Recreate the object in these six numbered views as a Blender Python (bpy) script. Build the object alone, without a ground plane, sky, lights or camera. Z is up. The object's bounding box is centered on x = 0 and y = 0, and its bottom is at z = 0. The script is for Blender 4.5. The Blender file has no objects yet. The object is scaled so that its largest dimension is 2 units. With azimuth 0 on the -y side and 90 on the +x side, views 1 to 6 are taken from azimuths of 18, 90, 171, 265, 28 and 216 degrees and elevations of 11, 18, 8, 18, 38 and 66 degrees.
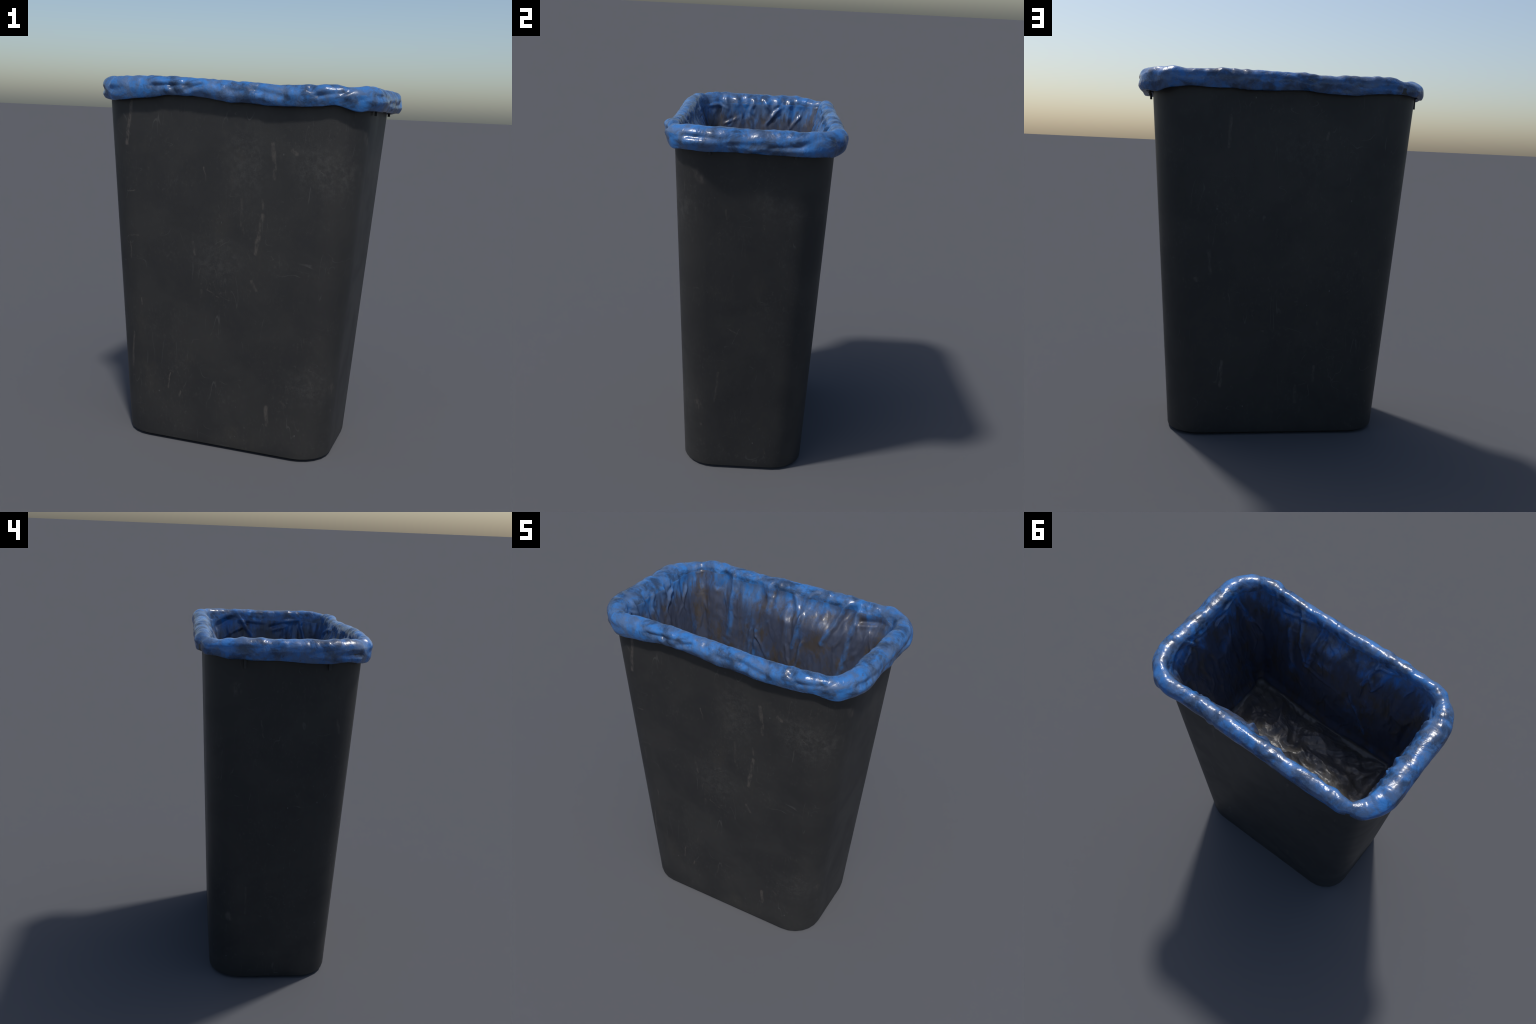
"""A tall tapered plastic waste bin, lined with a wrinkled blue bag folded over its rim."""
import bpy
import math
import numpy as np
from mathutils import Vector

# --------------------------------------------------------------------------
# shape rules
# --------------------------------------------------------------------------
# half width, half depth and corner radius of the bin wall grow linearly with height
CENTRE_LOW, CENTRE_HIGH = (-0.0098, 0.0045), (-0.0078, 0.0050)
WALL_LOW = (0.594, 0.3420, 0.178)      # at z = 0
WALL_HIGH = (0.7158, 0.4090, 0.182)    # at z = 1.9
Z_HIGH = 1.9


def wall(z):
    k = z / Z_HIGH
    return [a + (b - a) * k for a, b in zip(WALL_LOW, WALL_HIGH)] + \
           [a + (b - a) * k for a, b in zip(CENTRE_LOW, CENTRE_HIGH)]


def rounded_ring(t, z, inset_x=0.0, inset_y=None):
    """Points of the wall outline at height z (arrays t in 0..1 run once round),
    moved inwards by the insets; also the outward normals in plan."""
    if inset_y is None:
        inset_y = inset_x
    hx, hy, r, cx, cy = wall(z)
    fx, fy = hx - r, hy - r                          # straight half lengths
    arc = 0.5 * math.pi * 0.17
    # perimeter layout is taken at the top so that one t follows one bin edge line
    FX, FY = 0.54, 0.235
    lengths = [2 * FX, arc, 2 * FY, arc, 2 * FX, arc, 2 * FY, arc]
    edges = np.concatenate([[0], np.cumsum(lengths)])
    s = (t % 1.0) * edges[-1]
    x = np.zeros_like(s)
    y = np.zeros_like(s)
    nx = np.zeros_like(s)
    ny = np.zeros_like(s)
    seg = np.clip(np.searchsorted(edges, s, side='right') - 1, 0, 7)
    f = (s - edges[seg]) / np.array(lengths)[seg]
    # front (-y, +x wards), corner, right (+x), corner, back, corner, left, corner
    corners = [(fx, -fy, -90), (fx, fy, 0), (-fx, fy, 90), (-fx, -fy, 180)]
    sides = [((-fx, -fy), (fx, -fy), (0, -1)), ((fx, -fy), (fx, fy), (1, 0)),
             ((fx, fy), (-fx, fy), (0, 1)), ((-fx, fy), (-fx, -fy), (-1, 0))]
    for i in range(4):
        m = seg == 2 * i
        (ax, ay), (bx, by), n = sides[i]
        x[m] = ax + (bx - ax) * f[m]
        y[m] = ay + (by - ay) * f[m]
        nx[m], ny[m] = n
        m = seg == 2 * i + 1
        kx, ky, a0 = corners[i]
        a = np.radians(a0 + 90 * f[m])
        x[m], y[m] = kx, ky
        nx[m], ny[m] = np.cos(a), np.sin(a)
    x = cx + x + nx * (r - inset_x)
    y = cy + y + ny * (r - inset_y)
    return x, y, nx, ny


def t_of_point(px, py):
    """Perimeter parameter of the outline point nearest to (px, py)."""
    t = np.linspace(0, 1, 4001)[:-1]
    x, y, _, _ = rounded_ring(t, 1.9)
    return t[np.argmin((x - px) ** 2 + (y - py) ** 2)]


def smooth_periodic(points, t, sigma=0.003):
    """Interpolate (t, value) control points round the closed perimeter."""
    points = sorted(points)
    tt = np.array([p[0] for p in points])
    vv = np.array([p[1] for p in points])
    tt = np.concatenate([tt - 1, tt, tt + 1])
    vv = np.concatenate([vv, vv, vv])
    out = np.zeros_like(t)
    ks = np.linspace(-2, 2, 9)
    w = np.exp(-ks ** 2)
    for k, wk in zip(ks, w):
        out += wk * np.interp(t + k * sigma, tt, vv)
    return out / w.sum()


def smoothstep(a, b, x):
    f = np.clip((x - a) / (b - a), 0, 1)
    return f * f * (3 - 2 * f)


# --------------------------------------------------------------------------
# gradient noise in numpy
# --------------------------------------------------------------------------
_rng = np.random.default_rng(7)
_PERM = np.tile(_rng.permutation(256), 3)
_GRAD = _rng.normal(size=(256, 3))
_GRAD /= np.linalg.norm(_GRAD, axis=1)[:, None]


def noise(x, y, z):
    xi, yi, zi = np.floor(x).astype(int), np.floor(y).astype(int), np.floor(z).astype(int)
    xf, yf, zf = x - xi, y - yi, z - zi
    u, v, w = [f ** 3 * (f * (f * 6 - 15) + 10) for f in (xf, yf, zf)]
    out = 0
    for dx in (0, 1):
        for dy in (0, 1):
            for dz in (0, 1):
                h = _PERM[_PERM[_PERM[(xi + dx) % 256] + (yi + dy) % 256] + (zi + dz) % 256]
                g = _GRAD[h]
                d = g[..., 0] * (xf - dx) + g[..., 1] * (yf - dy) + g[..., 2] * (zf - dz)
                out = out + d * (u if dx else 1 - u) * (v if dy else 1 - v) * (w if dz else 1 - w)
    return out * 1.5


def crease_noise(x, y, z):
    """Pillowy swells that meet in sharp creases."""
    wx = x + 0.5 * noise(x * 0.7 + 9, y * 0.7, z * 0.7)
    wy = y + 0.5 * noise(x * 0.7, y * 0.7 + 17, z * 0.7)
    return np.abs(noise(wx, wy, z)) + 0.45 * np.abs(noise(wx * 2.1 + 5, wy * 2.1, z * 2.1 + 3)) \
        + 0.2 * np.abs(noise(wx * 4.3, wy * 4.3 + 8, z * 4.3))


# --------------------------------------------------------------------------
# mesh helpers
# --------------------------------------------------------------------------
def ring_faces(rows, n, close_first=False, close_last=False, flip=False):
    faces = []
    for j in range(rows - 1):
        for i in range(n):
            k = (i + 1) % n
            q = (j * n + i, j * n + k, (j + 1) * n + k, (j + 1) * n + i)
            faces.append(q[::-1] if flip else q)
    if close_first:
        q = tuple(range(n))
        faces.append(q if flip else q[::-1])
    if close_last:
        q = tuple((rows - 1) * n + i for i in range(n))
        faces.append(q[::-1] if flip else q)
    return faces


def make_object(name, verts, faces, material, parent, smooth_angle=None):
    me = bpy.data.meshes.new(name)
    me.from_pydata([tuple(v) for v in verts], [], faces)
    me.update()
    ob = bpy.data.objects.new(name, me)
    bpy.context.scene.collection.objects.link(ob)
    me.materials.append(material)
    me.polygons.foreach_set('use_smooth', [True] * len(me.polygons))
    if smooth_angle is not None:
        me.set_sharp_from_angle(angle=math.radians(smooth_angle))
    ob.parent = parent
    return ob


def box(name, x0, x1, y0, y1, z0, z1, material, parent, bevel=0.0015):
    v = [(x, y, z) for z in (z0, z1) for x, y in ((x0, y0), (x1, y0), (x1, y1), (x0, y1))]
    f = [(3, 2, 1, 0), (4, 5, 6, 7), (0, 1, 5, 4), (1, 2, 6, 5), (2, 3, 7, 6), (3, 0, 4, 7)]
    ob = make_object(name, v, f, material, parent, 30)
    import bmesh
    bm = bmesh.new()
    bm.from_mesh(ob.data)
    bmesh.ops.bevel(bm, geom=bm.edges[:], offset=bevel, segments=2, affect='EDGES', profile=0.5)
    bm.to_mesh(ob.data)
    bm.free()
    return ob


# --------------------------------------------------------------------------
# node helpers
# --------------------------------------------------------------------------
class Nodes:
    def __init__(self, tree):
        self.t = tree

    def link(self, a, b):
        self.t.links.new(a, b)

    def put(self, sock, val):
        if isinstance(val, bpy.types.NodeSocket):
            self.link(val, sock)
        elif val is not None:
            sock.default_value = val

    def math(self, op, a, b=None, c=None, clamp=False):
        n = self.t.nodes.new('ShaderNodeMath')
        n.operation = op
        n.use_clamp = clamp
        for s, v in zip(n.inputs, (a, b, c)):
            self.put(s, v)
        return n.outputs[0]

    def vec(self, op, a, b=None, scale=None):
        n = self.t.nodes.new('ShaderNodeVectorMath')
        n.operation = op
        self.put(n.inputs[0], a)
        if b is not None:
            self.put(n.inputs[1], b)
        if scale is not None:
            self.put(n.inputs['Scale'], scale)
        return n.outputs['Value'] if op in ('DOT_PRODUCT', 'LENGTH', 'DISTANCE') else n.outputs[0]

    def noise(self, co, scale, detail=3.0, rough=0.55, distort=0.0):
        n = self.t.nodes.new('ShaderNodeTexNoise')
        self.put(n.inputs['Vector'], co)
        n.inputs['Scale'].default_value = scale
        n.inputs['Detail'].default_value = detail
        n.inputs['Roughness'].default_value = rough
        n.inputs['Distortion'].default_value = distort
        return n.outputs[0]

    def voronoi(self, co, scale, feature='F1', out='Distance'):
        n = self.t.nodes.new('ShaderNodeTexVoronoi')
        n.feature = feature
        self.put(n.inputs['Vector'], co)
        n.inputs['Scale'].default_value = scale
        return n.outputs[out]

    def ramp(self, val, lo, hi, a=0.0, b=1.0):
        n = self.t.nodes.new('ShaderNodeMapRange')
        n.interpolation_type = 'SMOOTHSTEP'
        self.put(n.inputs[0], val)
        for i, v in enumerate((lo, hi, a, b)):
            self.put(n.inputs[i + 1], v)
        return n.outputs[0]

    def mix(self, fac, a, b):
        n = self.t.nodes.new('ShaderNodeMix')
        n.data_type = 'RGBA'
        self.put(n.inputs[0], fac)
        self.put(n.inputs[6], a if isinstance(a, bpy.types.NodeSocket) else (*a, 1))
        self.put(n.inputs[7], b if isinstance(b, bpy.types.NodeSocket) else (*b, 1))
        return n.outputs[2]

    def stretch(self, co, sx, sy, sz, loc=(0, 0, 0)):
        n = self.t.nodes.new('ShaderNodeMapping')
        self.put(n.inputs[0], co)
        n.inputs['Location'].default_value = loc
        n.inputs['Scale'].default_value = (sx, sy, sz)
        return n.outputs[0]

    def coords(self):
        return self.t.nodes.new('ShaderNodeTexCoord').outputs['Object']

    def xyz(self, v):
        n = self.t.nodes.new('ShaderNodeSeparateXYZ')
        self.put(n.inputs[0], v)
        return n.outputs

    def bump(self, height, strength, dist):
        n = self.t.nodes.new('ShaderNodeBump')
        n.inputs['Strength'].default_value = strength
        n.inputs['Distance'].default_value = dist
        self.put(n.inputs['Height'], height)
        return n.outputs[0]


def new_material(name):
    m = bpy.data.materials.new(name)
    m.use_nodes = True
    n = Nodes(m.node_tree)
    return m, n, m.node_tree.nodes['Principled BSDF']


def scuff_group():
    """Distance mask round the line A-B: one rubbed mark on the plastic."""
    g = bpy.data.node_groups.new('scuff_mark', 'ShaderNodeTree')
    for nm, ty in (('Position', 'Vector'), ('A', 'Vector'), ('B', 'Vector'), ('Width', 'Float')):
        g.interface.new_socket(nm, in_out='INPUT', socket_type='NodeSocket' + ty)
    g.interface.new_socket('Mask', in_out='OUTPUT', socket_type='NodeSocketFloat')
    n = Nodes(g)
    i = g.nodes.new('NodeGroupInput').outputs
    o = g.nodes.new('NodeGroupOutput')
    pa = n.vec('SUBTRACT', i[0], i[1])
    ba = n.vec('SUBTRACT', i[2], i[1])
    h = n.math('DIVIDE', n.vec('DOT_PRODUCT', pa, ba), n.vec('DOT_PRODUCT', ba, ba), clamp=True)
    d = n.vec('LENGTH', n.vec('SUBTRACT', pa, n.vec('SCALE', ba, scale=h)))
    n.put(o.inputs[0], n.ramp(n.math('DIVIDE', d, i[3]), 0.25, 1.0, 1.0, 0.0))
    return g


# rubbed marks: start, end, half width, strength (broad ones are dusty haze)
SCUFFS = [
    # front
    ((-0.531, -0.401, 1.864), (-0.562, -0.392, 1.643), 0.013, 1.0),
    ((0.252, -0.394, 1.686), (0.265, -0.387, 1.516), 0.014, 0.7),
    ((0.205, -0.383, 1.404), (0.207, -0.381, 1.354), 0.008, 0.5),
    ((0.205, -0.380, 1.321), (0.176, -0.372, 1.122), 0.014, 0.85),
    ((0.157, -0.366, 0.972), (0.186, -0.364, 0.923), 0.011, 0.5),
    ((0.262, -0.339, 0.288), (0.271, -0.335, 0.185), 0.015, 0.75),
    ((0.613, -0.348, 0.510), (0.596, -0.344, 0.417), 0.018, 0.8),
    ((0.349, -0.393, 1.659), (0.375, -0.392, 1.641), 0.011, 0.7),
    ((-0.118, -0.389, 1.546), (-0.102, -0.386, 1.475), 0.005, 0.8),
    ((-0.556, -0.383, 1.394), (-0.515, -0.383, 1.399), 0.005, 0.8),
    ((-0.298, -0.343, 0.397), (-0.308, -0.340, 0.309), 0.006, 0.8),
    ((-0.234, -0.340, 0.301), (-0.244, -0.338, 0.261), 0.005, 0.9),
    ((-0.525, -0.351, 0.595), (-0.536, -0.344, 0.400), 0.010, 0.8),
    ((-0.173, -0.373, 1.150), (-0.162, -0.370, 1.080), 0.009, 0.5),
    ((-0.474, -0.360, 0.809), (-0.470, -0.358, 0.772), 0.005, 0.8),
    ((-0.098, -0.363, 0.899), (-0.022, -0.362, 0.863), 0.005, 0.5),
    ((0.342, -0.341, 0.329), (0.371, -0.340, 0.306), 0.009, 0.6),
    ((-0.542, -0.373, 1.155), (-0.492, -0.373, 1.155), 0.005, 0.5),
    ((-0.542, -0.372, 1.115), (-0.538, -0.368, 1.033), 0.006, 0.6),
    ((0.091, -0.383, 1.396), (0.095, -0.377, 1.261), 0.010, 0.3),
    ((0.461, -0.389, 1.569), (0.577, -0.388, 1.545), 0.17, 0.30),
    ((0.101, -0.393, 1.661), (0.123, -0.387, 1.515), 0.15, 0.24),
    ((-0.064, -0.370, 1.072), (0.010, -0.370, 1.062), 0.16, 0.22),
    ((0.464, -0.344, 0.423), (0.517, -0.344, 0.413), 0.15, 0.24),
    # back
    ((0.303, 0.408, 1.757), (0.308, 0.401, 1.590), 0.012, 0.55),
    ((0.397, 0.380, 1.044), (0.384, 0.375, 0.920), 0.014, 0.5),
    ((0.459, 0.374, 0.892), (0.452, 0.373, 0.878), 0.014, 0.8),
    ((0.304, 0.356, 0.428), (0.308, 0.350, 0.287), 0.012, 0.8),
    ((0.245, 0.350, 0.281), (0.243, 0.350, 0.273), 0.008, 0.9),
    ((-0.219, 0.405, 1.690), (-0.210, 0.403, 1.647), 0.010, 0.6),
    ((-0.209, 0.355, 0.399), (-0.208, 0.351, 0.313), 0.010, 0.6),
    ((-0.109, 0.350, 0.285), (-0.115, 0.346, 0.188), 0.014, 0.45),
    ((-0.058, 0.401, 1.589), (-0.166, 0.400, 1.559), 0.14, 0.22),
    ((0.096, 0.363, 0.606), (0.081, 0.362, 0.602), 0.009, 0.7),
    # right side
    ((0.694, -0.264, 1.744), (0.692, -0.250, 1.712), 0.032, 0.5),
    ((0.609, -0.251, 0.422), (0.608, -0.243, 0.395), 0.026, 0.8),
    ((0.622, -0.139, 0.627), (0.610, -0.156, 0.438), 0.008, 0.4),
    ((0.640, -0.096, 0.899), (0.637, -0.033, 0.864), 0.005, 0.5),
    ((0.600, -0.232, 0.283), (0.600, -0.234, 0.279), 0.010, 0.8),
    ((0.682, -0.122, 1.566), (0.679, -0.112, 1.515), 0.006, 0.5),
    ((0.684, 0.10, 1.60), (0.680, 0.20, 1.55), 0.13, 0.20),
    # left side
    ((-0.715, 0.256, 1.746), (-0.714, 0.245, 1.721), 0.032, 0.5),
    ((-0.631, 0.255, 0.420), (-0.629, 0.247, 0.399), 0.026, 0.8),
    ((-0.704, 0.120, 1.569), (-0.698, 0.103, 1.482), 0.006, 0.5),
    ((-0.660, 0.053, 0.876), (-0.659, 0.025, 0.863), 0.006, 0.5),
    ((-0.642, 0.158, 0.604), (-0.632, 0.160, 0.436), 0.008, 0.4),
    ((-0.704, -0.274, 1.577), (-0.700, -0.289, 1.506), 0.010, 0.4),
]


def flattened(n, vec):
    """The position with its depth across the long or the end walls reduced to a side."""
    x, y, z = n.xyz(vec)
    flat = {}
    for key in ('long', 'end'):
        c = n.t.nodes.new('ShaderNodeCombineXYZ')
        n.put(c.inputs[0], x if key == 'long' else n.math('SIGN', x))
        n.put(c.inputs[1], n.math('SIGN', y) if key == 'long' else y)
        n.put(c.inputs[2], z)
        flat[key] = c.outputs[0]
    return flat


def plastic_material():
    m, n, bsdf = new_material('dark_scuffed_plastic')
    co = n.coords()
    group = scuff_group()
    total = None
    haze = None
    wobble = n.vec('SCALE', n.vec('SUBTRACT', n_color_noise(n, co, 22.0), (0.5, 0.5, 0.5)), scale=0.021)
    bent = n.vec('ADD', co, wobble)
    flat = flattened(n, bent)
    px, py, _ = n.xyz(co)
    faces = {'long': n.ramp(n.math('ABSOLUTE', py), 0.24, 0.32),
             'end': n.ramp(n.math('ABSOLUTE', px), 0.50, 0.58)}
    for a, b, w, k in SCUFFS:
        g = n.t.nodes.new('ShaderNodeGroup')
        g.node_tree = group
        long_side = abs(a[1]) > 0.30
        n.put(g.inputs[0], flat['long' if long_side else 'end'])
        for sock, p in ((1, a), (2, b)):
            g.inputs[sock].default_value = (p[0], math.copysign(1, p[1]), p[2]) if long_side \
                else (math.copysign(1, p[0]), p[1], p[2])
        g.inputs[3].default_value = w
        v = n.math('MULTIPLY', g.outputs[0], n.math('MULTIPLY', faces['long' if long_side else 'end'], k))
        if w > 0.1:
            haze = v if haze is None else n.math('MAXIMUM', haze, v)
        else:
            total = v if total is None else n.math('MAXIMUM', total, v)
    breakup = n.ramp(n.noise(n.stretch(co, 1, 1, 0.45), 48, 5, 0.75), 0.34, 0.64)
    scuff = n.math('MULTIPLY', total, breakup)
    cloud = n.ramp(n.noise(co, 30, 7, 0.82), 0.42, 0.66)
    haze = n.math('MULTIPLY', haze, cloud)
    # fine grain of rubbed-in dust everywhere
    dust = n.math('MULTIPLY', n.ramp(n.noise(n.stretch(co, 1, 1, 0.6, (6, 6, 2)), 70, 5, 0.8), 0.50, 0.72), n.ramp(n.noise(co, 5, 4, 0.6), 0.42, 0.62))
    # overall slow mottling
    mott = n.noise(co, 3.2, 5, 0.62, 0.4)
    base = n.mix(n.ramp(mott, 0.34, 0.68), (0.0176, 0.0179, 0.0188), (0.0258, 0.0258, 0.0256))
    grime = n.ramp(n.noise(n.stretch(co, 1, 1, 0.5, (3, 1, 7)), 5.5, 5, 0.65), 0.58, 0.75)
    base = n.mix(n.math('MULTIPLY', grime, 0.35), base, (0.040, 0.037, 0.032))
    base = n.mix(haze, base, (0.085, 0.085, 0.082))
    base = n.mix(n.math('MULTIPLY', dust, 0.28), base, (0.080, 0.077, 0.072))
    # faint rubbed vertical wear
    wear = n.ramp(n.noise(n.stretch(co, 1, 1, 0.16, (5, 2, 1)), 17, 4, 0.7), 0.62, 0.76)
    wear = n.math('MULTIPLY', wear, n.ramp(n.noise(co, 75, 3, 0.7), 0.45, 0.65))
    base = n.mix(n.math('MULTIPLY', wear, 0.55), base, (0.070, 0.064, 0.056))
    base = n.mix(n.math('MULTIPLY', scuff, 0.44), base, (0.135, 0.118, 0.105))
    # hair-thin scratches, in patches and in two directions
    for k, (sx, sz) in enumerate(((1.0, 0.18), (0.5, 0.9))):
        hair = n.math('ABSOLUTE', n.math('SUBTRACT', n.noise(n.stretch(co, sx, sx, sz, (k * 5, 1, 2)), 9, 1, 0.4, 1.2), 0.5))
        hair = n.ramp(hair, 0.002, 0.008, 1, 0)
        hair = n.math('MULTIPLY', hair, n.ramp(n.noise(n.stretch(co, 1, 1, 1, (k * 3, 7, 5)), 7, 3, 0.6), 0.55, 0.68))
        base = n.mix(n.math('MULTIPLY', hair, 0.30), base, (0.10, 0.098, 0.095))
    # small pale nicks and dark pits, in patches
    nick = n.ramp(n.voronoi(n.stretch(co, 1, 1, 0.6), 24), 0.045, 0.10, 1, 0)
    nick = n.math('MULTIPLY', nick, n.ramp(n.noise(co, 2.6, 3, 0.6), 0.5, 0.62))
    nick = n.math('MULTIPLY', nick, n.ramp(n.noise(n.stretch(co, 1, 1, 1, (4, 4, 4)), 31, 1), 0.52, 0.6))
    base = n.mix(n.math('MULTIPLY', nick, 0.6), base, (0.13, 0.13, 0.13))
    pit = n.ramp(n.voronoi(co, 62), 0.08, 0.16, 1, 0)
    pit = n.math('MULTIPLY', pit, n.ramp(n.noise(n.stretch(co, 1, 1, 1, (9, 2, 5)), 4.5, 4, 0.6), 0.50, 0.66))
    base = n.mix(n.math('MULTIPLY', pit, 0.8), base, (0.007, 0.007, 0.008))
    n.put(bsdf.inputs['Base Color'], base)
    n.put(bsdf.inputs['Roughness'], n.ramp(mott, 0.3, 0.7, 0.54, 0.46))
    bsdf.inputs['Specular IOR Level'].default_value = 0.42
    fine = n.math('ADD', n.noise(co, 240, 2), n.math('MULTIPLY', pit, -0.8))
    n.put(bsdf.inputs['Normal'], n.bump(fine, 0.16, 0.002))
    return m


def n_color_noise(n, co, scale):
    t = n.t.nodes.new('ShaderNodeTexNoise')
    n.put(t.inputs['Vector'], co)
    t.inputs['Scale'].default_value = scale
    t.inputs['Detail'].default_value = 2
    return t.outputs['Color']


BLUE = (0.030, 0.150, 0.420)
BLUE_DULL = (0.060, 0.112, 0.225)
GRIME = (0.047, 0.054, 0.082)
BROWN = (0.057, 0.046, 0.034)


def cuff_material():
    m, n, bsdf = new_material('blue_bag_film')
    co = n.coords()
    a = n.noise(co, 12, 6, 0.66, 0.6)
    base = n.mix(n.ramp(a, 0.38, 0.64), BLUE_DULL, BLUE)
    b = n.noise(n.stretch(co, 1, 1, 1.3, (2, 5, 3)), 8, 6, 0.66, 0.4)
    base = n.mix(n.math('MULTIPLY', n.ramp(b, 0.44, 0.64), 0.88), base, (0.020, 0.038, 0.078))  # navy blotches paint in the occlusion shade around the cuff's folds
    c = n.noise(n.stretch(co, 1, 1, 1, (7, 1, 9)), 33, 5, 0.7)
    base = n.mix(n.math('MULTIPLY', n.ramp(c, 0.63, 0.72), 0.6), base, BROWN)
    n.put(bsdf.inputs['Base Color'], base)
    n.put(bsdf.inputs['Roughness'], n.ramp(a, 0.3, 0.7, 0.33, 0.22))
    bsdf.inputs['Specular IOR Level'].default_value = 0.55
    h = n.math('ADD', n.noise(co, 18, 3, 0.5, 0.9), n.math('MULTIPLY', n.noise(co, 90, 2), 0.12))
    n.put(bsdf.inputs['Normal'], n.bump(h, 0.36, 0.012))
    return m


def lining_material():
    m, n, bsdf = new_material('stained_bag_film')
    co = n.coords()
    z = n.xyz(co)[2]
    # broad stains, with some blue left clean in vertical streaks
    streak = n.noise(n.stretch(co, 1, 1, 0.16), 15, 4, 0.62, 0.3)
    patch = n.noise(n.stretch(co, 1, 1, 0.6, (1, 8, 2)), 4.5, 6, 0.68, 0.6)
    mask = n.math('ADD', n.math('MULTIPLY', streak, 0.32), n.math('MULTIPLY', patch, 0.88))
    # dark tone thins out with height: the top hand's breadth is bluer
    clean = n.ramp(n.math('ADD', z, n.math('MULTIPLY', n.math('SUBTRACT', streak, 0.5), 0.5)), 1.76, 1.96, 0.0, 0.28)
    mask = n.math('SUBTRACT', mask, clean)
    stain = n.math('MULTIPLY', n.ramp(mask, 0.30, 0.56), 0.94)
    # brighter blue lines along the ridges of the folds
    group = bpy.data.node_groups['scuff_mark']
    bent = n.vec('ADD', co, n.vec('SCALE', n.vec('SUBTRACT', n_color_noise(n, co, 12.0), (0.5, 0.5, 0.5)), scale=0.03))
    flat = flattened(n, bent)
    ridge_blue = None
    for w, a, b, h, half in FOLDS:
        if h < 0.009:
            continue
        g = n.t.nodes.new('ShaderNodeGroup')
        g.node_tree = group
        n.put(g.inputs[0], flat['long' if w in ('front', 'back') else 'end'])
        for sock, (u, zz) in ((1, a), (2, b)):
            g.inputs[sock].default_value = {'front': (u, -1, zz), 'back': (u, 1, zz),
                                            'right': (1, u, zz), 'left': (-1, u, zz)}[w]
        g.inputs[3].default_value = half * 1.1 + 0.004
        v = n.math('MULTIPLY', g.outputs[0], min(1.0, h / 0.012))
        ridge_blue = v if ridge_blue is None else n.math('MAXIMUM', ridge_blue, v)
    ridge_blue = n.math('MULTIPLY', ridge_blue, n.ramp(n.noise(co, 20, 4, 0.65), 0.3, 0.62))
    stain = n.math('MULTIPLY', stain, n.math('SUBTRACT', 1.0, n.math('MULTIPLY', ridge_blue, 0.7)))
    a = n.noise(n.stretch(co, 1, 1, 0.5), 14, 5, 0.65, 0.6)
    base = n.mix(n.ramp(a, 0.42, 0.66), BLUE_DULL, BLUE)
    dirt = n.mix(n.ramp(n.noise(n.stretch(co, 1, 1, 0.5, (3, 3, 3)), 11, 6, 0.75), 0.47, 0.64), GRIME, BROWN)
    base = n.mix(stain, base, dirt)
    n.put(bsdf.inputs['Base Color'], base)
    n.put(bsdf.inputs['Roughness'], n.ramp(stain, 0, 1, 0.20, 0.36))
    bsdf.inputs['Specular IOR Level'].default_value = 0.5
    h = n.noise(n.stretch(co, 1, 1, 0.45), 22, 4, 0.5, 0.8)
    n.put(bsdf.inputs['Normal'], n.bump(h, 0.4, 0.010))
    return m


def bottom_material():
    m, n, bsdf = new_material('soiled_bag_bottom')
    co = n.coords()
    a = n.noise(co, 7, 5, 0.65, 0.6)
    base = n.mix(n.ramp(a, 0.38, 0.62), (0.054, 0.058, 0.070), (0.080, 0.077, 0.072))
    b = n.noise(n.stretch(co, 1, 1, 1, (4, 2, 1)), 21, 5, 0.7)
    base = n.mix(n.math('MULTIPLY', n.ramp(b, 0.52, 0.68), 0.6), base, (0.055, 0.045, 0.034))
    n.put(bsdf.inputs['Base Color'], base)
    n.put(bsdf.inputs['Roughness'], n.ramp(b, 0.3, 0.7, 0.36, 0.46))
    bsdf.inputs['Specular IOR Level'].default_value = 0.6
    n.put(bsdf.inputs['Normal'], n.bump(n.noise(co, 22, 4, 0.55, 0.9), 0.4, 0.010))
    return m


# --------------------------------------------------------------------------
# bin
# --------------------------------------------------------------------------
def corner_stations(straight, arc):
    """Perimeter stations with few pieces on the straights and arc pieces per corner."""
    arc_len = 0.5 * math.pi * 0.17
    lengths = [1.08, arc_len, 0.47, arc_len] * 2
    edges = np.concatenate([[0], np.cumsum(lengths)])
    t = []
    for i in range(8):
        k = arc if i % 2 else (straight * 2 if i % 4 == 0 else straight)
        t += list(edges[i] + (edges[i + 1] - edges[i]) * np.arange(k) / k)
    return np.array(t) / edges[-1]


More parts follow.
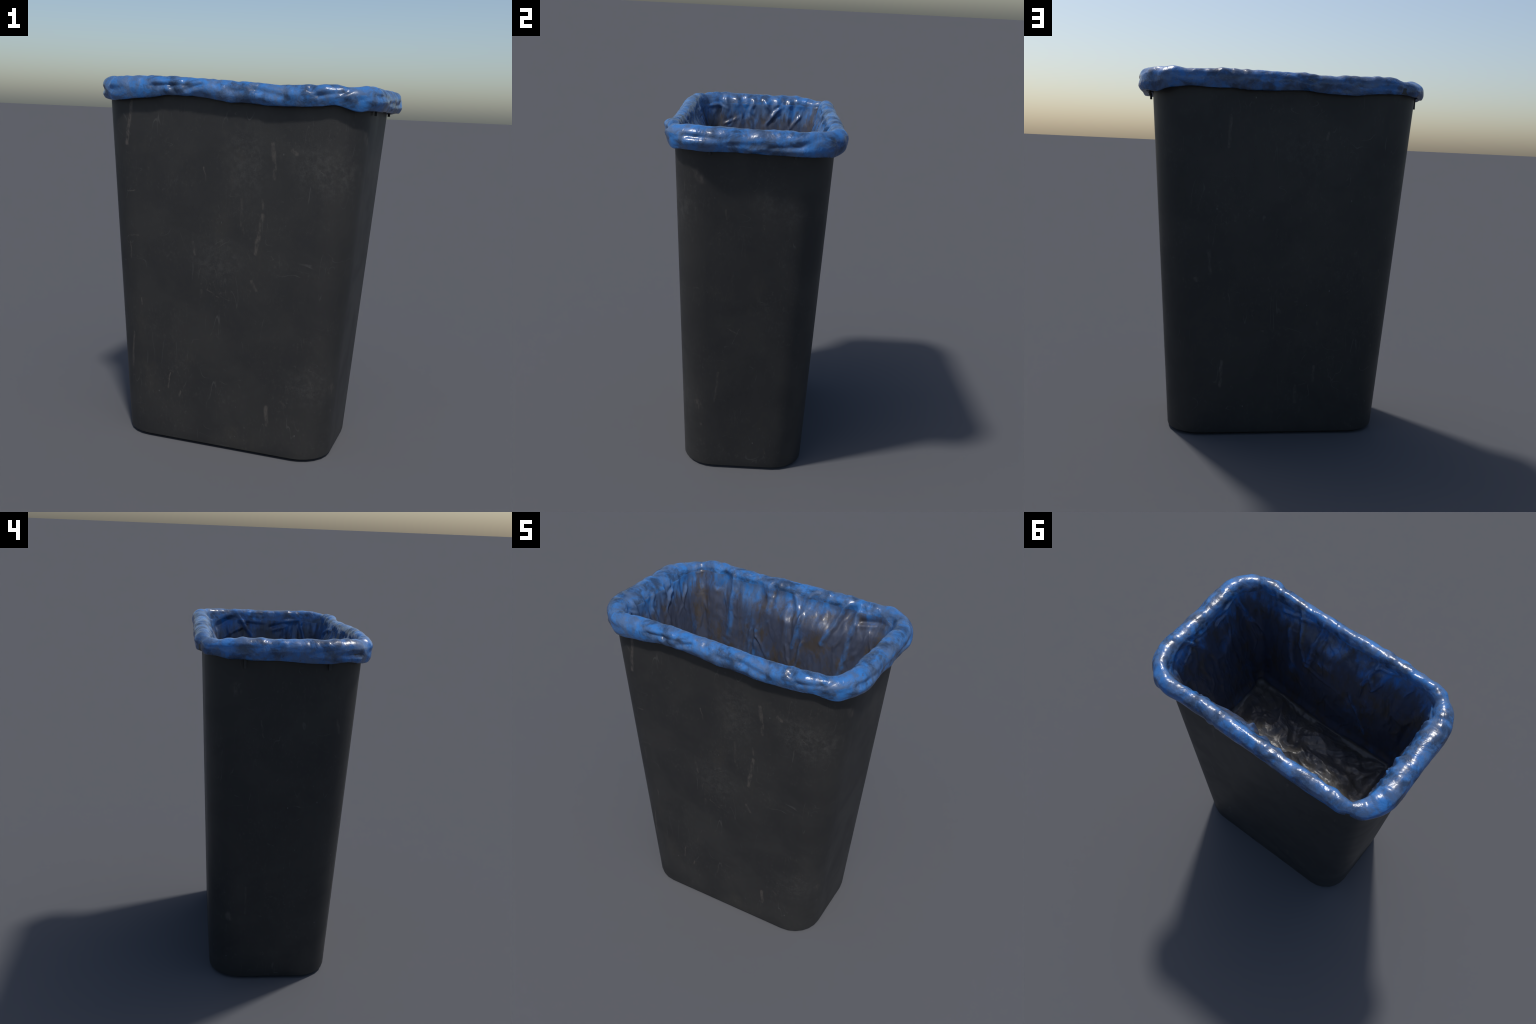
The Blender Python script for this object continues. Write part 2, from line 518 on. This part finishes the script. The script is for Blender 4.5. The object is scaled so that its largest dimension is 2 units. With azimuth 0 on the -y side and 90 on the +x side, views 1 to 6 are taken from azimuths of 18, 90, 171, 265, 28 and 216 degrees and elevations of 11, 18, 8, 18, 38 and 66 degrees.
def build_bin(parent, mat):
    t = corner_stations(3, 6)
    n = len(t)
    prof = [(0.030, -0.040), (0.016, -0.016), (0.0125, -0.007), (0.0150, -0.001), (0.021, 0.0)]
    prof += [(z, 0.0) for z in np.linspace(0.06, 1.90, 24)]
    rows = []
    for z, d in prof:
        x, y, _, _ = rounded_ring(t, z, -d)
        rows.append(np.stack([x, y, np.full(n, z)], 1))
    # top edge, then the inner wall down to the inner floor
    for z, d in [(1.935, 0.0), (1.938, -0.004), (1.935, -0.010)] + \
                [(z, -0.010) for z in np.linspace(1.90, 0.08, 12)] + [(0.06, -0.03), (0.055, -0.06)]:
        x, y, _, _ = rounded_ring(t, z, -d)
        rows.append(np.stack([x, y, np.full(n, z)], 1))
    verts = np.concatenate(rows)
    body = make_object('bin_body', verts, ring_faces(len(rows), n, True, True), mat, parent, 40)

    # base pad the bin stands on, set in from the wall
    rows = []
    for z, d in [(0.034, -0.022), (0.004, -0.023), (0.0, -0.027)]:
        x, y, _, _ = rounded_ring(t, 0.0, -d)
        rows.append(np.stack([x, y, np.full(n, z)], 1))
    make_object('base_pad', np.concatenate(rows), ring_faces(3, n, True, True, flip=True), mat, body, 40)

    # turned-out rim flange that the bag hooks over
    rows = []
    for z, d in [(1.915, 0.001), (1.905, 0.030), (1.905, 0.034), (1.935, 0.036), (1.945, 0.030),
                 (1.952, 0.010), (1.952, -0.004), (1.940, -0.008)]:
        x, y, _, _ = rounded_ring(t, 1.9, -d)
        rows.append(np.stack([x, y, np.full(n, z)], 1))
    make_object('rim_flange', np.concatenate(rows), ring_faces(len(rows), n), mat, body, 50)

    # four short bars hanging under the flange at the narrow ends
    first = None
    for sx in (1, -1):
        for sy in (1, -1):
            cx, cy = -0.009 + sx * 0.728, 0.003 + sy * 0.211
            if first is None:
                first = box('hanging_bar', -0.0065, 0.0065, -0.0065, 0.0065, 1.842, 1.91, mat, body)
                ob = first
            else:
                ob = first.copy()
                bpy.context.scene.collection.objects.link(ob)
            ob.location = (cx, cy, 0)
    return body


# --------------------------------------------------------------------------
# bag
# --------------------------------------------------------------------------
# heights of the cuff's lower hem and of its crest, side by side
HEM = {
    'front': [(-0.67, 1.867), (-0.606, 1.864), (-0.477, 1.879), (-0.375, 1.892), (-0.30, 1.900), (-0.17, 1.904),
              (-0.11, 1.896), (0.02, 1.874), (0.19, 1.874), (0.40, 1.868), (0.50, 1.871), (0.566, 1.879),
              (0.643, 1.857), (0.70, 1.852)],
    'right': [(-0.36, 1.858), (-0.20, 1.862), (0.04, 1.858), (0.13, 1.855), (0.22, 1.856), (0.35, 1.860)],
    'back': [(0.70, 1.852), (0.614, 1.877), (0.526, 1.887), (0.376, 1.882), (0.06, 1.887), (-0.08, 1.890),
             (-0.15, 1.885), (-0.34, 1.881), (-0.46, 1.894), (-0.606, 1.903), (-0.66, 1.897)],
    'left': [(0.36, 1.900), (0.286, 1.889), (0.24, 1.893), (0.157, 1.885), (0.0, 1.878), (-0.10, 1.877),
             (-0.21, 1.877), (-0.287, 1.883), (-0.356, 1.873)],
}
CREST = {
    'front': [(-0.656, 1.982), (-0.59, 1.990), (-0.50, 1.996), (-0.36, 1.995), (-0.30, 1.998), (-0.17, 1.991),
              (0.0, 1.988), (0.15, 1.978), (0.20, 1.975), (0.33, 1.977), (0.52, 1.978), (0.635, 1.974),
              (0.70, 1.976)],
    'right': [(-0.33, 1.980), (-0.21, 1.977), (0.04, 1.976), (0.17, 1.975), (0.26, 1.973), (0.35, 1.978)],
    'back': [(0.672, 1.981), (0.606, 1.984), (0.54, 1.977), (0.35, 1.983), (0.06, 1.987), (-0.08, 1.988),
             (-0.16, 1.979), (-0.24, 1.981), (-0.44, 1.993), (-0.51, 1.994), (-0.575, 1.988), (-0.612, 1.972)],
    'left': [(0.36, 1.974), (0.29, 1.985), (0.22, 1.990), (0.095, 1.985), (-0.07, 1.989), (-0.20, 1.991),
             (-0.33, 1.992)],
}


def perimeter_curve(table, t):
    pts = []
    for side, lst in table.items():
        for c, v in lst:
            p = {'front': (c, -0.41), 'back': (c, 0.41), 'right': (0.71, c), 'left': (-0.73, c)}[side]
            pts.append((t_of_point(*p), v))
    return smooth_periodic(pts, t)


# folds of the bag: wall, start (along, z), end, height (inwards +), half width
FOLDS = [
    # back wall (along = x)
    ('back', (-0.123, 1.97), (-0.109, 1.82), 0.016, 0.022),
    ('back', (-0.064, 1.97), (-0.074, 1.86), 0.014, 0.020),
    ('back', (-0.20, 1.96), (-0.16, 1.87), -0.016, 0.035),
    ('back', (0.044, 1.92), (0.093, 1.833), 0.012, 0.016),
    ('back', (0.140, 1.96), (0.110, 1.838), 0.012, 0.016),
    ('back', (0.110, 1.838), (0.106, 1.800), 0.012, 0.014),
    ('back', (0.107, 1.828), (0.076, 1.657), 0.010, 0.014),
    ('back', (0.045, 1.83), (0.055, 1.68), -0.014, 0.025),
    ('back', (0.368, 1.97), (0.261, 1.732), 0.017, 0.018),
    ('back', (0.40, 1.95), (0.30, 1.75), -0.012, 0.022),
    ('back', (0.432, 1.95), (0.370, 1.48), 0.011, 0.014),
    ('back', (-0.18, 1.68), (-0.205, 1.45), 0.011, 0.012),
    ('back', (-0.225, 1.66), (-0.235, 1.45), 0.007, 0.012),
    ('back', (0.46, 1.885), (0.58, 1.900), -0.014, 0.014),
    ('back', (0.46, 1.925), (0.58, 1.94), 0.008, 0.025),
    ('back', (0.138, 1.70), (0.100, 1.50), 0.010, 0.012),
    ('back', (0.039, 1.65), (0.079, 1.48), 0.007, 0.010),
    ('back', (-0.17, 1.634), (-0.089, 1.514), 0.007, 0.010),
    ('back', (-0.36, 1.97), (-0.37, 1.60), 0.018, 0.020),
    ('back', (-0.43, 1.95), (-0.44, 1.55), -0.020, 0.035),
    ('back', (0.27, 1.50), (0.18, 1.10), 0.009, 0.015),
    ('back', (-0.30, 1.45), (-0.22, 1.08), 0.008, 0.015),
    # left wall (along = y)
    ('left', (-0.226, 1.97), (-0.200, 1.80), 0.014, 0.018),
    ('left', (-0.275, 1.95), (-0.25, 1.84), -0.014, 0.025),
    ('left', (-0.155, 1.98), (-0.122, 1.82), 0.013, 0.018),
    ('left', (-0.048, 1.97), (-0.075, 1.842), 0.012, 0.015),
    ('left', (-0.075, 1.842), (-0.040, 1.765), 0.010, 0.013),
    ('left', (0.016, 1.96), (0.075, 1.858), 0.013, 0.014),
    ('left', (0.108, 1.97), (0.112, 1.90), 0.014, 0.016),
    ('left', (0.112, 1.90), (0.075, 1.858), 0.013, 0.013),
    ('left', (0.073, 1.855), (0.035, 1.80), 0.009, 0.012),
    ('left', (0.064, 1.93), (0.072, 1.89), -0.012, 0.020),
    ('left', (0.190, 1.97), (0.180, 1.87), 0.015, 0.020),
    ('left', (0.255, 1.862), (0.150, 1.74), 0.007, 0.011),
    ('left', (-0.215, 1.807), (-0.137, 1.848), 0.006, 0.011),
    ('left', (-0.347, 1.91), (-0.274, 1.92), 0.009, 0.013),
    ('left', (-0.274, 1.92), (-0.224, 1.898), 0.009, 0.012),
    ('left', (0.05, 1.75), (0.10, 1.30), 0.008, 0.016),
    ('left', (-0.15, 1.70), (-0.12, 1.25), 0.008, 0.016),
    # right wall
    ('right', (0.175, 1.96), (0.134, 1.897), 0.014, 0.016),
    ('right', (0.134, 1.897), (0.060, 1.790), 0.014, 0.014),
    ('right', (0.100, 1.892), (0.015, 1.885), -0.012, 0.013),
    ('right', (-0.065, 1.876), (-0.155, 1.901), -0.013, 0.012),
    ('right', (-0.155, 1.915), (-0.279, 1.935), 0.010, 0.015),
    ('right', (0.220, 1.92), (0.30, 1.87), -0.018, 0.025),
    ('right', (0.16, 1.86), (0.26, 1.80), 0.010, 0.012),
    ('right', (-0.25, 1.90), (-0.29, 1.70), 0.012, 0.013),
    ('right', (-0.10, 1.80), (-0.14, 1.40), 0.008, 0.016),
    ('right', (0.02, 1.70), (0.04, 1.25), 0.007, 0.016),
    # front wall
    ('front', (0.486, 1.96), (0.460, 1.80), -0.014, 0.014),
    ('front', (0.283, 1.93), (0.205, 1.640), 0.012, 0.014),
    ('front', (0.136, 1.94), (0.177, 1.610), 0.013, 0.014),
    ('front', (0.383, 1.880), (0.209, 1.921), 0.012, 0.014),
    ('front', (0.176, 1.603), (-0.064, 1.563), 0.006, 0.012),
    ('front', (-0.142, 1.60), (-0.281, 1.300), 0.012, 0.012),
    ('front', (-0.239, 1.918), (-0.191, 1.756), 0.013, 0.013),
    ('front', (-0.242, 1.902), (-0.352, 1.941), 0.012, 0.013),
    ('front', (-0.231, 1.816), (-0.265, 1.754), 0.011, 0.012),
    ('front', (-0.265, 1.754), (-0.313, 1.890), 0.011, 0.012),
    ('front', (0.33, 1.80), (0.28, 1.45), 0.009, 0.016),
    ('front', (-0.38, 1.75), (-0.43, 1.45), 0.007, 0.014),
    ('front', (0.02, 1.45), (0.10, 1.15), 0.007, 0.014),
]
# creases pressed into the outside of the cuff
CUFF_FOLDS = [
    ('front', (-0.38, 1.948), (-0.13, 1.955), -0.013, 0.009),
    ('front', (-0.29, 1.950), (-0.25, 1.905), -0.012, 0.010),
    ('front', (-0.13, 1.955), (-0.23, 1.925), -0.010, 0.008),
    ('front', (-0.20, 1.935), (-0.20, 1.915), -0.010, 0.018),
    ('front', (-0.08, 1.93), (0.05, 1.92), 0.008, 0.020),
    ('front', (0.15, 1.945), (0.34, 1.905), -0.013, 0.012),
    ('front', (0.05, 1.935), (0.16, 1.93), -0.008, 0.012),
    ('front', (0.44, 1.96), (0.48, 1.93), -0.011, 0.011),
    ('front', (0.48, 1.925), (0.60, 1.945), -0.012, 0.009),
    ('front', (0.60, 1.945), (0.64, 1.965), -0.009, 0.009),
    ('front', (0.52, 1.96), (0.55, 1.955), 0.009, 0.022),
    ('front', (0.66, 1.93), (0.67, 1.91), 0.010, 0.030),
    ('front', (-0.62, 1.925), (-0.55, 1.93), -0.008, 0.012),
    ('right', (-0.32, 1.935), (-0.05, 1.930), -0.009, 0.009),
    ('right', (-0.32, 1.905), (-0.18, 1.905), 0.008, 0.014),
    ('right', (0.10, 1.900), (0.28, 1.915), -0.010, 0.010),
    ('right', (0.24, 1.92), (0.33, 1.955), -0.010, 0.012),
    ('right', (0.00, 1.88), (0.14, 1.905), 0.008, 0.010),
    ('right', (-0.10, 1.905), (0.06, 1.91), -0.007, 0.010),
    ('back', (0.26, 1.88), (0.28, 1.955), 0.008, 0.014),
    ('back', (0.245, 1.88), (0.25, 1.95), -0.008, 0.008),
    ('back', (0.60, 1.88), (0.63, 1.96), -0.009, 0.012),
    ('back', (-0.05, 1.955), (-0.16, 1.925), -0.008, 0.010),
    ('back', (-0.30, 1.91), (-0.18, 1.915), -0.007, 0.012),
    ('back', (-0.56, 1.93), (-0.46, 1.93), -0.006, 0.010),
    ('left', (-0.36, 1.92), (-0.24, 1.925), -0.012, 0.010),
    ('left', (-0.20, 1.945), (-0.10, 1.925), -0.008, 0.012),
    ('left', (0.06, 1.955), (0.30, 1.945), -0.006, 0.012),
    ('left', (0.18, 1.90), (0.30, 1.92), 0.006, 0.014),
]


def fold_relief(folds, side, along, z, grow=1.0, widen=1.0):
    """Sum of tapering ridge profiles; side: dict of 0..1 masks per wall."""
    out = np.zeros_like(z)
    for i, (w, a, b, h, half) in enumerate(folds):
        half = half * widen
        bx, bz = b[0] - a[0], b[1] - a[1]
        px, pz = along[w] - a[0], z - a[1]
        # a gentle sideways wander keeps the folds from being ruled lines
        px = px + 0.004 * np.sin(z * 37 + i * 3.1) + 0.002 * np.sin(z * 91 + i * 1.7)
        ln = math.hypot(bx, bz)
        g = (px * bx + pz * bz) / (ln * ln)
        f = np.clip(g, 0, 1)
        past = (g - f) * ln                                      # how far beyond either end
        sd = (px * bz - pz * bx) / ln                            # signed distance across the fold
        lean = 1.0 if i % 2 else -1.0
        prof = np.exp(-(sd / half) ** 2) - 0.5 * np.exp(-((sd * lean - 1.7 * half) / (1.3 * half)) ** 2)
        out += side[w] * h * grow * (1.0 - 0.78 * f) * prof * np.exp(-(past / (1.8 * half)) ** 2)
    return out


def build_bag(parent, mat_cuff, mat_lining, mat_bottom):
    n = 720
    t = np.arange(n) / n
    hem, crest = perimeter_curve(HEM, t), perimeter_curve(CREST, t)
    hem = hem - 0.001
    floor_z = 1.163
    bx0, by0, nx, ny = rounded_ring(t, 1.9)
    height = crest - hem

    # cuff profile: height fraction and outward offset on each side
    cuff = [  # z      front   right   back    left
        (0.16, 0.006, 0.008, 0.006, 0.012), (0.05, 0.024, 0.028, 0.022, 0.025),
        (0.03, 0.034, 0.044, 0.034, 0.037), (0.07, 0.041, 0.055, 0.040, 0.044),
        (0.28, 0.050, 0.067, 0.048, 0.051), (0.54, 0.053, 0.068, 0.050, 0.053),
        (0.76, 0.046, 0.059, 0.044, 0.045), (0.93, 0.029, 0.036, 0.027, 0.022),
        (1.00, 0.008, 0.008, 0.004, -0.008), (0.95, -0.014, -0.022, -0.020, -0.042),
        (0.76, -0.026, -0.038, -0.035, -0.070), (0.50, -0.031, -0.046, -0.040, -0.084)]
    weight = np.array([np.clip(-ny, 0, 1), np.clip(nx, 0, 1), np.clip(ny, 0, 1), np.clip(-nx, 0, 1)]) ** 1.6
    weight /= weight.sum(0)

    def catmull(p, m):
        p = np.array(p, float)
        p = np.vstack([2 * p[0] - p[1], p, 2 * p[-1] - p[-2]])
        out = []
        for i in range(1, len(p) - 2):
            for k in range(m):
                u = k / m
                a, b, c, d = p[i - 1:i + 3]
                out.append(0.5 * (2 * b + (c - a) * u + (2 * a - 5 * b + 4 * c - d) * u ** 2
                                  + (3 * b - a - 3 * c + d) * u ** 3))
        out.append(p[-2])
        return np.array(out)

    # the roll is not even: pulled out or in along stretches, pinched in places
    def stretch_at(px, py, amount, width):
        d = np.abs((t - t_of_point(px, py) + 0.5) % 1.0 - 0.5) * 3.95
        return amount * np.exp(-(d / width) ** 2)

    shift = stretch_at(0.66, 0.36, 0.017, 0.14) + stretch_at(0.708, -0.12, -0.008, 0.20) \
        + stretch_at(-0.66, -0.36, -0.008, 0.10) + stretch_at(-0.70, 0.30, -0.006, 0.08)
    pinch = stretch_at(-0.605, 0.41, -0.014, 0.026) + stretch_at(0.655, 0.372, -0.009, 0.022) \
        + stretch_at(-0.64, -0.37, -0.007, 0.025) + stretch_at(0.20, -0.41, -0.006, 0.035)

    rows, kinds = [], []
    for prof in catmull(cuff, 6):
        fz = prof[0]
        d = (weight * prof[1:, None]).sum(0) + shift
        d = d + pinch * np.tanh((d - 0.004) / 0.03)
        z = hem + height * fz
        rows.append(np.stack([bx0 + nx * d, by0 + ny * d, z], 1))
        kinds.append(('cuff', fz))
    n_cuff = len(rows)

    # lining: follows the tapering wall, pulled in most at the narrow ends
    z_start = hem + height * 0.5
    for f in np.linspace(0, 1, 132)[1:]:
        z = z_start + (floor_z + 0.012 - z_start) * f
        zc = floor_z + (1.93 - floor_z) * (1 - f)
        depth = [0, 0.10, 0.25, 0.6, 1.0]
        ins = np.array([np.interp(f, depth, v) for v in (
            [0.031, 0.036, 0.048, 0.070, 0.092], [0.046, 0.053, 0.070, 0.108, 0.146],
            [0.040, 0.044, 0.054, 0.072, 0.092], [0.085, 0.090, 0.100, 0.121, 0.147])])
        x, y, _, _ = rounded_ring(t, min(zc, 1.9), 0.0)
        d = (weight * ins[:, None]).sum(0) - shift * (1 - f) * (1 - f)
        # slack film bellies into the bin on the long walls
        slack = smoothstep(0.0, 0.20, np.full(n, f)) * (1 - 0.45 * smoothstep(0.45, 1.0, np.full(n, f)))
        d = d + slack * weight[2] * (0.018 + 0.052 * np.exp(-((bx0 - 0.17) / 0.30) ** 2)) \
            + slack * weight[0] * (0.013 + 0.038 * np.exp(-((bx0 - 0.0) / 0.36) ** 2)) \
            + 0.02 * smoothstep(0.88, 1.0, np.full(n, f)) ** 2
        rows.append(np.stack([x - nx * d, y - ny * d, z], 1))
        kinds.append(('lining', f))
    n_lining = len(rows)

    # bottom: closes towards the middle
    last = rows[-1]
    mid = np.array([-0.01, 0.005])
    for f in np.linspace(0, 1, 80)[1:]:
        g = 1 - f
        xy = mid + (last[:, :2] - mid) * max(g, 0.002)
        z = floor_z + 0.012 * (1 - smoothstep(0, 0.03, np.full(n, f)))
        rows.append(np.stack([xy[:, 0], xy[:, 1], z], 1))
        kinds.append(('bottom', f))
    P = np.array(rows)                                           # rows x n x 3
    R = len(P)

    # surface directions for displacement
    dv = np.gradient(P, axis=0)
    du = (np.roll(P, -1, 1) - np.roll(P, 1, 1))
    N = np.cross(du, dv)
    N /= np.maximum(np.linalg.norm(N, axis=2), 1e-9)[..., None]
    X, Y, Z = P[..., 0], P[..., 1], P[..., 2]
    row = np.arange(R)[:, None] * np.ones((1, n))
    is_cuff = 1 - smoothstep(n_cuff - 10, n_cuff + 4, row)
    is_floor = smoothstep(n_lining - 6, n_lining + 12, row)
    is_wall = (1 - is_cuff) * (1 - is_floor)

    NX = nx[None, :] * np.ones((R, 1))
    NY = ny[None, :] * np.ones((R, 1))
    side = {'front': smoothstep(0.3, 0.8, -NY), 'back': smoothstep(0.3, 0.8, NY),
            'right': smoothstep(0.3, 0.8, NX), 'left': smoothstep(0.3, 0.8, -NX)}
    along = {'front': X, 'back': X, 'right': Y, 'left': Y}

    # --- cuff relief (outwards) ---
    frac = np.array([k[1] if k[0] == 'cuff' else 0 for k in kinds])[:, None] * np.ones((1, n))
    outer = is_cuff * (row < n_cuff * 0.72)
    rel = fold_relief(CUFF_FOLDS, side, along, Z, 0.9, 1.35) * (1 - smoothstep(n_cuff * 0.60, n_cuff * 0.74, row)) * smoothstep(8, 16, row)
    lump = 0.007 * noise(X * 6, Y * 6, Z * 7 + 4) + 0.0024 * noise(X * 16 + 3, Y * 16, Z * 24)
    # small gathers running across the roll where the film is pulled over the edge
    run = t[None, :] * np.ones((R, 1))
    around = 2 * math.pi * run
    gather = 0.0048 * noise(np.cos(around) * 14, np.sin(around) * 14, row / 17.0) \
        + 0.0010 * noise(np.cos(around) * 30, np.sin(around) * 34, row / 12.0 + 7)
    lump = lump + gather * smoothstep(n_cuff * 0.40, n_cuff * 0.60, row) * (1 - 0.7 * smoothstep(n_cuff * 0.80, n_cuff, row))
    cre = 0.0022 * (0.35 - crease_noise(X * 6 + 2, Y * 6, Z * 15))
    rel = rel + is_cuff * (lump + cre) * smoothstep(0, 10, row)

    # --- wall relief (inwards; N points outwards from the film's visible side, i.e. into the bin) ---
    wz = (Z - floor_z) / (1.93 - floor_z)
    pleat = 0.010 * noise(X * 11, Y * 11, Z * 2.2 + 1) + 0.005 * noise(X * 26, Y * 26 + 2, Z * 4.5)
    wr = 0.006 * (0.4 - crease_noise(X * 5, Y * 5 + 3, Z * 4))
    # many sharp upright creases, deepest just under the rim
    warp = 0.7 * noise(X * 5, Y * 5, Z * 5)
    for freq, amp, sharp in ((9, 0.0080, 0.10), (19, 0.0035, 0.13)):
        ridge = np.exp(-(noise(X * freq + warp, Y * freq + warp, Z * freq * 0.16) / sharp) ** 2)
        wr = wr + amp * ridge * smoothstep(n_cuff - 2, n_cuff + 14, row) * smoothstep(-0.05, 0.25, noise(X * 4 + freq, Y * 4, Z * 3.5)) * (0.35 + 0.65 * np.clip(wz * 1.3 - 0.2, 0, 1))
    near_top = smoothstep(n_cuff - 14, n_cuff + 2, row)
    rel = rel + is_wall * (pleat * (0.45 + 0.55 * np.clip(wz, 0, 1)) + wr) \
        + near_top * (1 - is_floor) * fold_relief(FOLDS, side, along, Z, 1.05, 0.85)

    # --- bottom relief ---
    flo = 0.075 * (0.30 - crease_noise(X * 2.5 + 11, Y * 2.9 + 2, Z * 0)) \
        + 0.012 * (0.3 - crease_noise(X * 8 + 3, Y * 8, Z * 0)) + 0.015 * noise(X * 3.1 + 4, Y * 3.1, Z * 0) \
        + 0.045 * smoothstep(0.0, 0.5, (row - n_lining) / (R - n_lining))
    rel = rel + is_floor * flo
    P = P + N * rel[..., None]

    verts = P.reshape(-1, 3)
    faces = ring_faces(R, n)
    whole = bpy.data.meshes.new('whole')
    whole.from_pydata([tuple(v) for v in verts], [], faces)
    whole.update()
    normals = np.zeros(len(verts) * 3, dtype=np.float32)
    whole.vertices.foreach_get('normal', normals)
    normals = normals.reshape(-1, 3)
    bpy.data.meshes.remove(whole)

    def piece(name, r0, r1, mat, par):
        v = verts[r0 * n:(r1 + 1) * n]
        f = ring_faces(r1 - r0 + 1, n, close_last=(r1 == R - 1))
        ob = make_object(name, v, f, mat, par)
        ob.data.normals_split_custom_set_from_vertices([tuple(q) for q in normals[r0 * n:(r1 + 1) * n]])
        return ob

    lining = piece('bag_lining', n_cuff - 1, n_lining - 1, mat_lining, parent)
    piece('bag_cuff', 0, n_cuff - 1, mat_cuff, lining)
    piece('bag_bottom', n_lining - 1, R - 1, mat_bottom, lining)
    lining.name = 'trash_bag'
    return lining


def main():
    root = bpy.data.objects.new('waste_bin', None)
    bpy.context.scene.collection.objects.link(root)
    root['label'] = 'tall black plastic waste bin lined with wrinkled blue bag'
    root['category'] = 'waste bin'
    plastic = plastic_material()
    build_bin(root, plastic)
    build_bag(root, cuff_material(), lining_material(), bottom_material())


main()
